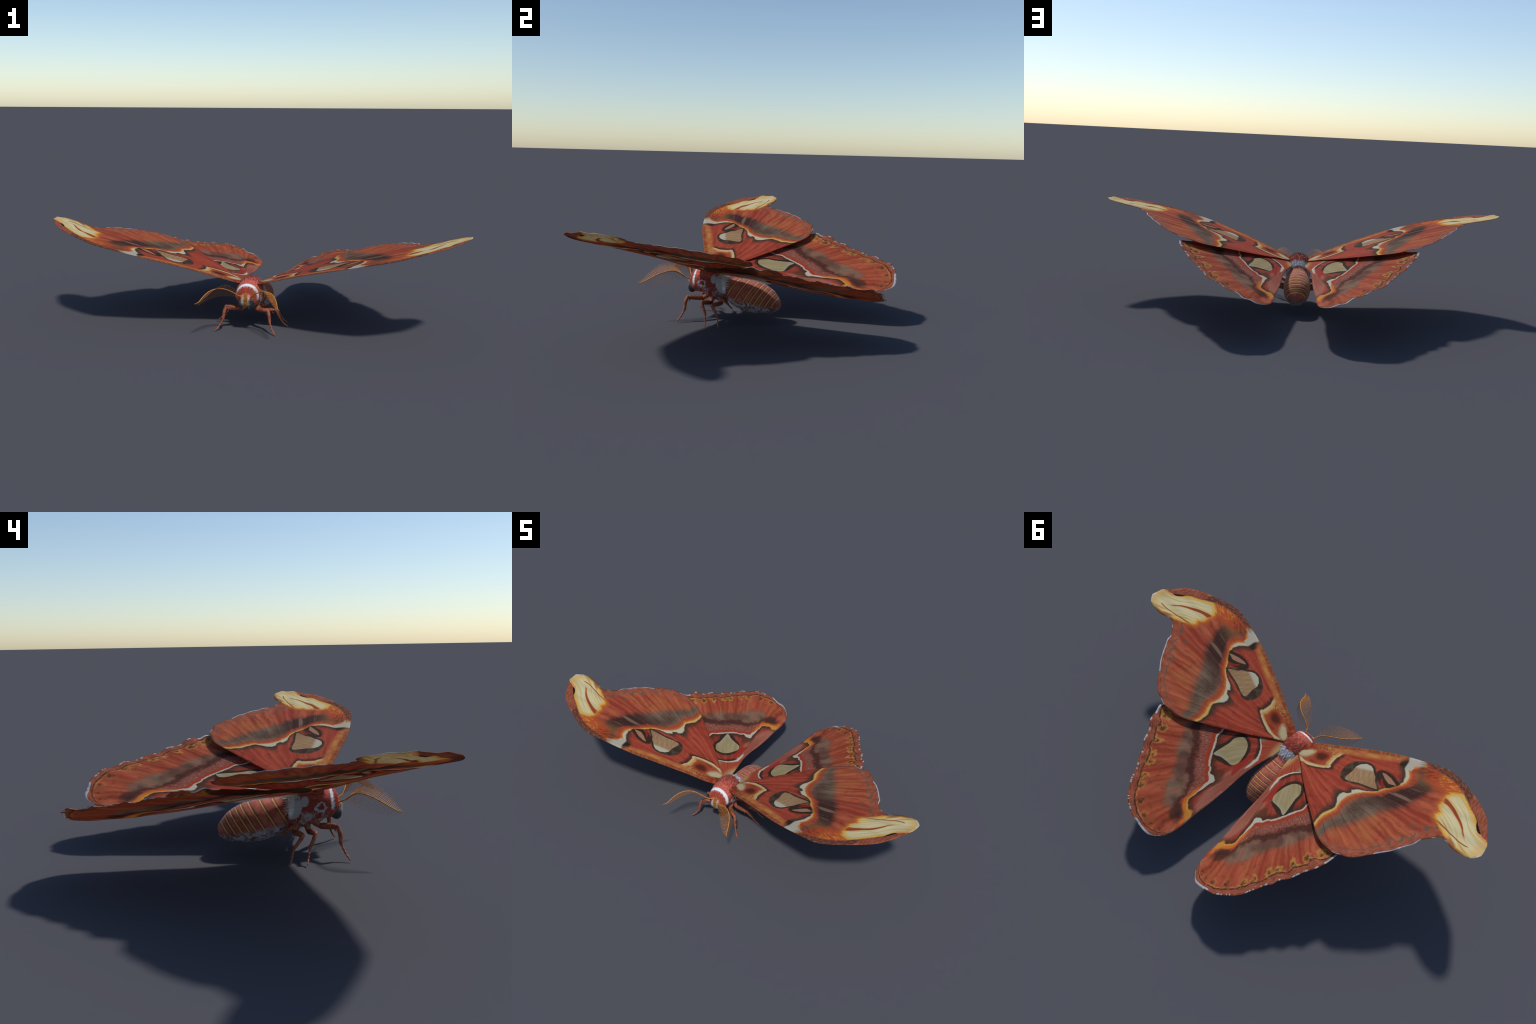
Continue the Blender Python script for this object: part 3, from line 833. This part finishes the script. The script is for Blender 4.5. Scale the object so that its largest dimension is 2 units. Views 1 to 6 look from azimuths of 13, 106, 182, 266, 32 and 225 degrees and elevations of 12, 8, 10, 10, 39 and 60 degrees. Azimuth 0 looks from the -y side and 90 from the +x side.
# --------------------------------------------------------------------------- tubes
def tube(pts, radii, n=12, per=6, bumps=None):
    P = catmull([tuple(p) + (r,) for p, r in zip(pts, radii)], per)
    C, R = P[:, :3], np.maximum(P[:, 3], 1e-5)
    T = np.gradient(C, axis=0)
    T /= np.linalg.norm(T, axis=1)[:, None]
    up = np.array([.1, .2, 1.0])
    V, F = [], []
    s = np.cross(T[0], up); s /= np.linalg.norm(s)
    for i, (c, t, r) in enumerate(zip(C, T, R)):
        s = s - t * (s @ t); s /= np.linalg.norm(s)
        u = np.cross(t, s)
        if bumps:
            r = r * bumps(i / (len(C) - 1))
        for k in range(n):
            a = 2 * math.pi * k / n
            V.append(c + r * (math.cos(a) * s + math.sin(a) * u))
    m = len(C)
    for i in range(m - 1):
        for k in range(n):
            F.append((i * n + k, i * n + (k + 1) % n, (i + 1) * n + (k + 1) % n, (i + 1) * n + k))
    F.append(tuple(range(n))[::-1])
    F.append(tuple((m - 1) * n + k for k in range(n)))
    return V, F

def join(*vf):
    V, F = [], []
    for v, f in vf:
        o = len(V)
        V += list(v); F += [tuple(i + o for i in q) for q in f]
    return V, F

def cone(p, d, length, r):
    p, d = np.array(p), np.array(d) / np.linalg.norm(d)
    return tube([p, p + d * length * .5, p + d * length], [r, r * .6, r * .05], n=8, per=3)

# --------------------------------------------------------------------------- assemble
moth = bpy.data.objects.new("moth", None)
bpy.context.scene.collection.objects.link(moth)
moth["label"] = "giant rust-red moth with patterned hook-tipped wings, feathery antennae"
moth["category"] = "moth"

# wings
TONE = .90
m_fore, m_under, m_hind, m_hunder = fore_material(), fore_material(True), hind_material(), hind_material(True)
TONE = .80
fore = wing_mesh("forewing", [("s", FORE_COSTA, 4), ("f", FORE_TIP, 1), ("s", FORE_MARGIN, 4), ("s", FORE_INNER, 4)],
                 z_fore, fore_relief, fore_under, .0095)
hind = wing_mesh("hindwing", [("s", HIND_INNER, 4), ("s", HIND_MARGIN, 4), ("s", HIND_COSTA, 4)],
                 z_hind, hind_relief, lambda x, y: np.full_like(x, .0014), .0085)
for me, mats in ((fore, (m_fore, m_under)), (hind, (m_hind, m_hunder))):
    for m in mats:
        me.materials.append(m)
for mirror in (False, True):
    add("forewing", fore, moth, m_fore, mirror)
    add("hindwing", hind, moth, m_hind, mirror)

# body
m_body = body_material()
TONE = 1.0
m_fur = fur_material()
abdomen, thorax, head = build_body(moth, m_body)

m_dark = plain("dark_hair", (66, 34, 28), (104, 52, 42), 90, .8, .15)
m_white = plain("white_hair", (214, 206, 200), (238, 234, 230), 90, .8, .15)
U = random.uniform
hair_clump("thorax_fur", thorax, m_fur, 1200, lambda: (U(-.318, -.205), U(.12 * math.pi, .88 * math.pi)), .020, (0, 1, .0), .0007, .10)
hair_clump("thorax_bristle", thorax, m_dark, 300, lambda: (U(-.305, -.205), U(.14 * math.pi, .86 * math.pi)), .016, (0, .6, .6), .00045, .6)
hair_clump("collar_fur", thorax, m_fur, 1100, lambda: (U(-.340, -.328), U(-.02 * math.pi, 1.02 * math.pi)), .009, (0, .95, .1), .0006, .22)
hair_clump("flank_fur", thorax, m_fur, 2600, lambda: (U(-.32, -.20), random.choice([U(-.28, .12) * math.pi, U(.88, 1.28) * math.pi])), .008, (0, .9, -.2), .0005, .35)
hair_clump("waist_fur", abdomen, m_white, 340, lambda: (U(-.206, -.178), U(.02, .98) * math.pi), .020, (0, 1, -.12), .0008, .12)
hair_clump("head_fur", head, m_fur, 1500, lambda: (U(-.356, -.337), U(-.05 * math.pi, 1.05 * math.pi)), .009, (0, .3, .5), .0005, .5)
hair_clump("tail_fur", abdomen, m_fur, 900, lambda: (U(.0, .050), U(1.1, 1.9) * math.pi), .008, (0, .9, -.2), .0004, .35)

# face tuft and pale hairs round the eyes
m_face = plain("face_tuft", (148, 90, 38), (180, 120, 58), 120, .8, .2)
m_pale = plain("pale_hair", (186, 180, 168), (214, 208, 196), 120, .8, .2)
m_eye = plain("eye_lens", (34, 34, 36), (58, 58, 62), 300, .35, .5)

def face_hairs(name, mat, count, spot, length, rad):
    V, F = [], []
    for _ in range(count):
        p, d = spot()
        d = np.array(d) + rng.normal(0, .22, 3)
        v, f = cone(p, d, length * U(.6, 1.2), rad)
        o = len(V); V += list(v); F += [tuple(i + o for i in q) for q in f]
    ob = add(name, make_mesh(name, V, F), head, mat)
    ob["kind"] = "stuff"

def face_y(x, z):
    return -.371 + .10 * abs(x) + 2.2 * max(0, abs(z - .158) - .012) * .3

def tuft():
    z = U(.126, .188); x = random.gauss(0, .0042 * (.5 + (z - .126) / .09))
    return (x, face_y(x, z) + .003, z), (x * 20, -.6, -.35)

def pale():
    s = random.choice((-1, 1)); x, z = s * U(.008, .020), U(.116, .172)
    return (x, face_y(x, z) + .004, z), (s * .35, -.75, -.25)

face_hairs("face_tuft", m_face, 360, tuft, .010, .0008)
face_hairs("face_hair", m_pale, 300, pale, .011, .0006)

def ellipsoid(c, rad, tilt, n=28, m=18):
    V, F = [], []
    for i in range(m + 1):
        th = math.pi * i / m
        for k in range(n):
            ph = 2 * math.pi * k / n
            v = np.array([rad[0] * math.cos(th), rad[1] * math.sin(th) * math.cos(ph), rad[2] * math.sin(th) * math.sin(ph)])
            ct, st = math.cos(tilt), math.sin(tilt)
            v = np.array([v[0], v[1] * ct - v[2] * st, v[1] * st + v[2] * ct])
            V.append(np.array(c) + v)
    for i in range(m):
        for k in range(n):
            F.append((i * n + k, i * n + (k + 1) % n, (i + 1) * n + (k + 1) % n, (i + 1) * n + k))
    return V, F

eye = make_mesh("eye", *ellipsoid((.0235, -.3485, .143), (.0150, .0205, .0285), -.30))
for mirror in (False, True):
    add("eye", eye, head, m_eye, mirror)

# legs: coxa+femur, tibia, beaded tarsus
g = Graph("leg_cuticle")
n1 = g.noise(g.pos, 90, 3); n2 = g.noise(g.pos, 320, 2)
legcol = g.mix(lin(122, 64, 44), lin(158, 90, 64), g.step(.35, .65, n1))
legcol = g.mix(legcol, lin(70, 38, 28), g.step(.52, .68, n2) * .7)
m_leg = g.finish(legcol, rough=.6, spec=.35, bump=n2, bump_d=.001, bump_s=.4)

LEGS = [  # coxa, trochanter, knee, ankle, foot, thickness
    ((.030, -.268, .118), (.036, -.290, .096), (.097, -.340, .109), (.1135, -.351, .052), (.147, -.3775, .0022), 1.0),
    ((.032, -.248, .104), (.042, -.251, .079), (.116, -.266, .0945), (.140, -.242, .047), (.180, -.2285, .0022), .88),
    ((.036, -.212, .104), (.047, -.201, .080), (.107, -.226, .084), (.1325, -.190, .0455), (.170, -.1735, .0022), .85)]
for cox, tro, knee, ank, foot, k in LEGS:
    cox, tro, knee, ank, foot = map(np.array, (cox, tro, knee, ank, foot))
    k *= 1.02
    fem = tube([tro + (tro - knee) * .08, tro + (knee - tro) * .12, tro + (knee - tro) * .45, tro + (knee - tro) * .8, knee + (knee - tro) * .02 + np.array([0, 0, -.001])],
               [.005 * k, .0100 * k, .0112 * k, .0102 * k, .0062 * k], 14, 6)
    cx = tube([cox, (cox + tro) / 2 + np.array([.004, 0, 0]), tro + (knee - tro) * .06], [.013 * k, .0115 * k, .0085 * k], 12, 5)
    spur = cone(tro + (knee - tro) * .86 + np.array([0, 0, -.006]), (knee - tro) * .35 + np.array([.0, 0, -.045]), .017 * k, .0042 * k)
    mid = (knee + ank) / 2 + np.array([.004, -.003, .006]) * k
    tib = tube([knee + np.array([0, 0, .001]), knee * .75 + mid * .25 + np.array([.003, 0, .003]) * k, mid, ank + (mid - ank) * .18, ank],
               [.0066 * k, .0078 * k, .0076 * k, .0066 * k, .0050 * k], 12, 6)
    bend = (ank + foot) / 2 + np.array([-.002, 0, -.004])
    tar = tube([ank + (mid - ank) * .05, ank + (bend - ank) * .5, bend, bend + (foot - bend) * .6, foot],
               [.0042 * k, .0040 * k, .0034 * k, .0028 * k, .0012], 10, 9, bumps=lambda s: 1 + .20 * math.sin(s * 5 * 2 * math.pi))
    me_leg = make_mesh("leg", *join(fem, cx, spur))
    me_tib = make_mesh("tibia", *tib)
    me_tar = make_mesh("tarsus", *tar)
    for mirror in (False, True):
        leg = add("leg", me_leg, moth, m_leg, mirror)
        add("tibia", me_tib, leg, m_leg)
        add("tarsus", me_tar, leg, m_leg)
# short clasping spur behind the hind legs
spur = make_mesh("abdominal_spur", *join(tube([(.047, -.205, .102), (.050, -.190, .094), (.048, -.178, .084)], [.009, .0075, .0045], 10, 5),
                                         tube([(.048, -.180, .086), (.046, -.168, .074), (.040, -.152, .060)], [.0045, .0032, .0008], 10, 5)))
for mirror in (False, True):
    add("abdominal_spur", spur, moth, m_leg, mirror)

# antennae: curved shaft with two combs of barbs
g = Graph("antenna_amber")
nn = g.noise(g.pos, 150, 3)
m_ant = g.finish(g.mix(lin(166, 98, 36), lin(200, 132, 54), g.step(.35, .65, nn)), rough=.55, spec=.35)
m_barb = plain("barb_amber", (140, 84, 34), (174, 110, 50), 120, .6, .3)
SHAFT = [(.020, -.356, .172), (.027, -.364, .177), (.038, -.383, .188), (.064, -.398, .207), (.098, -.411, .2195), (.131, -.432, .220), (.156, -.460, .210),
         (.172, -.490, .193), (.182, -.517, .178), (.194, -.537, .174)]
SRAD = [.0030, .0030, .0027, .0024, .0023, .0022, .0021, .0019, .0016, .0008]
shaft = make_mesh("antenna", *tube(SHAFT, SRAD, 10, 6))
path = catmull(SHAFT, 20)
seg = np.concatenate([[0], np.cumsum(np.linalg.norm(np.diff(path, axis=0), axis=1))]); seg /= seg[-1]
at = lambda s: np.array([np.interp(s, seg, path[:, i]) for i in range(3)])

def comb(count, direction, span, length, rad, curl, fwd):
    V, F = [], []
    for i in range(count):
        s = span[0] + (span[1] - span[0]) * (i + .5) / count
        p = at(s)
        tan = at(min(1, s + .01)) - at(max(0, s - .01)); tan /= np.linalg.norm(tan)
        env = math.sin(math.pi * min(1, max(0, (s - span[0]) / (span[1] - span[0]))) ** .85) ** .75
        L = length * (env * .98 + .02) * U(.97, 1.03)
        d = np.array(direction) - tan * (np.array(direction) @ tan) * .7
        d /= np.linalg.norm(d)
        d = d + rng.normal(0, .010, 3)
        c = np.array(curl)
        pts = [p, p + d * L * .4 + tan * fwd * L * .10, p + d * L * .78 + tan * fwd * L * .16 + c * L * .10, p + d * L * .96 + tan * fwd * L * .30 + c * L * .26]
        o = len(V)
        v, f = tube(pts, [rad, rad * .9, rad * .75, rad * .4], 5, 3)
        V += list(v); F += [tuple(j + o for j in q) for q in f]
    return V, F

upper = comb(42, (-.050, -.030, .020), (.10, .985), .056, .0010, (0, -.1, .4), 1.0)
lower = comb(58, (.008, .016, -.046), (.10, .985), .050, .00034, (0, .2, -.2), 1.0)
barbs_u, barbs_l = make_mesh("barb_comb", *upper), make_mesh("barb_comb", *lower)
for mirror in (False, True):
    ant = add("antenna", shaft, moth, m_ant, mirror)
    for nm, me in (("barb_comb", barbs_u), ("barb_comb", barbs_l)):
        ob = add(nm, me, ant, m_ant if me is barbs_u else m_barb)
        ob["kind"] = "stuff"

# stand: a hair's breadth of roll, as it rests on its feet
moth.rotation_euler = (0, .0046, 0)
moth.location = (-.0026, 0, 0)
bpy.context.view_layer.update()
low = min((o.matrix_world @ v.co).z for o in bpy.data.objects if o.type == "MESH" and o.name.startswith("tarsus") for v in o.data.vertices)
moth.location.z -= low
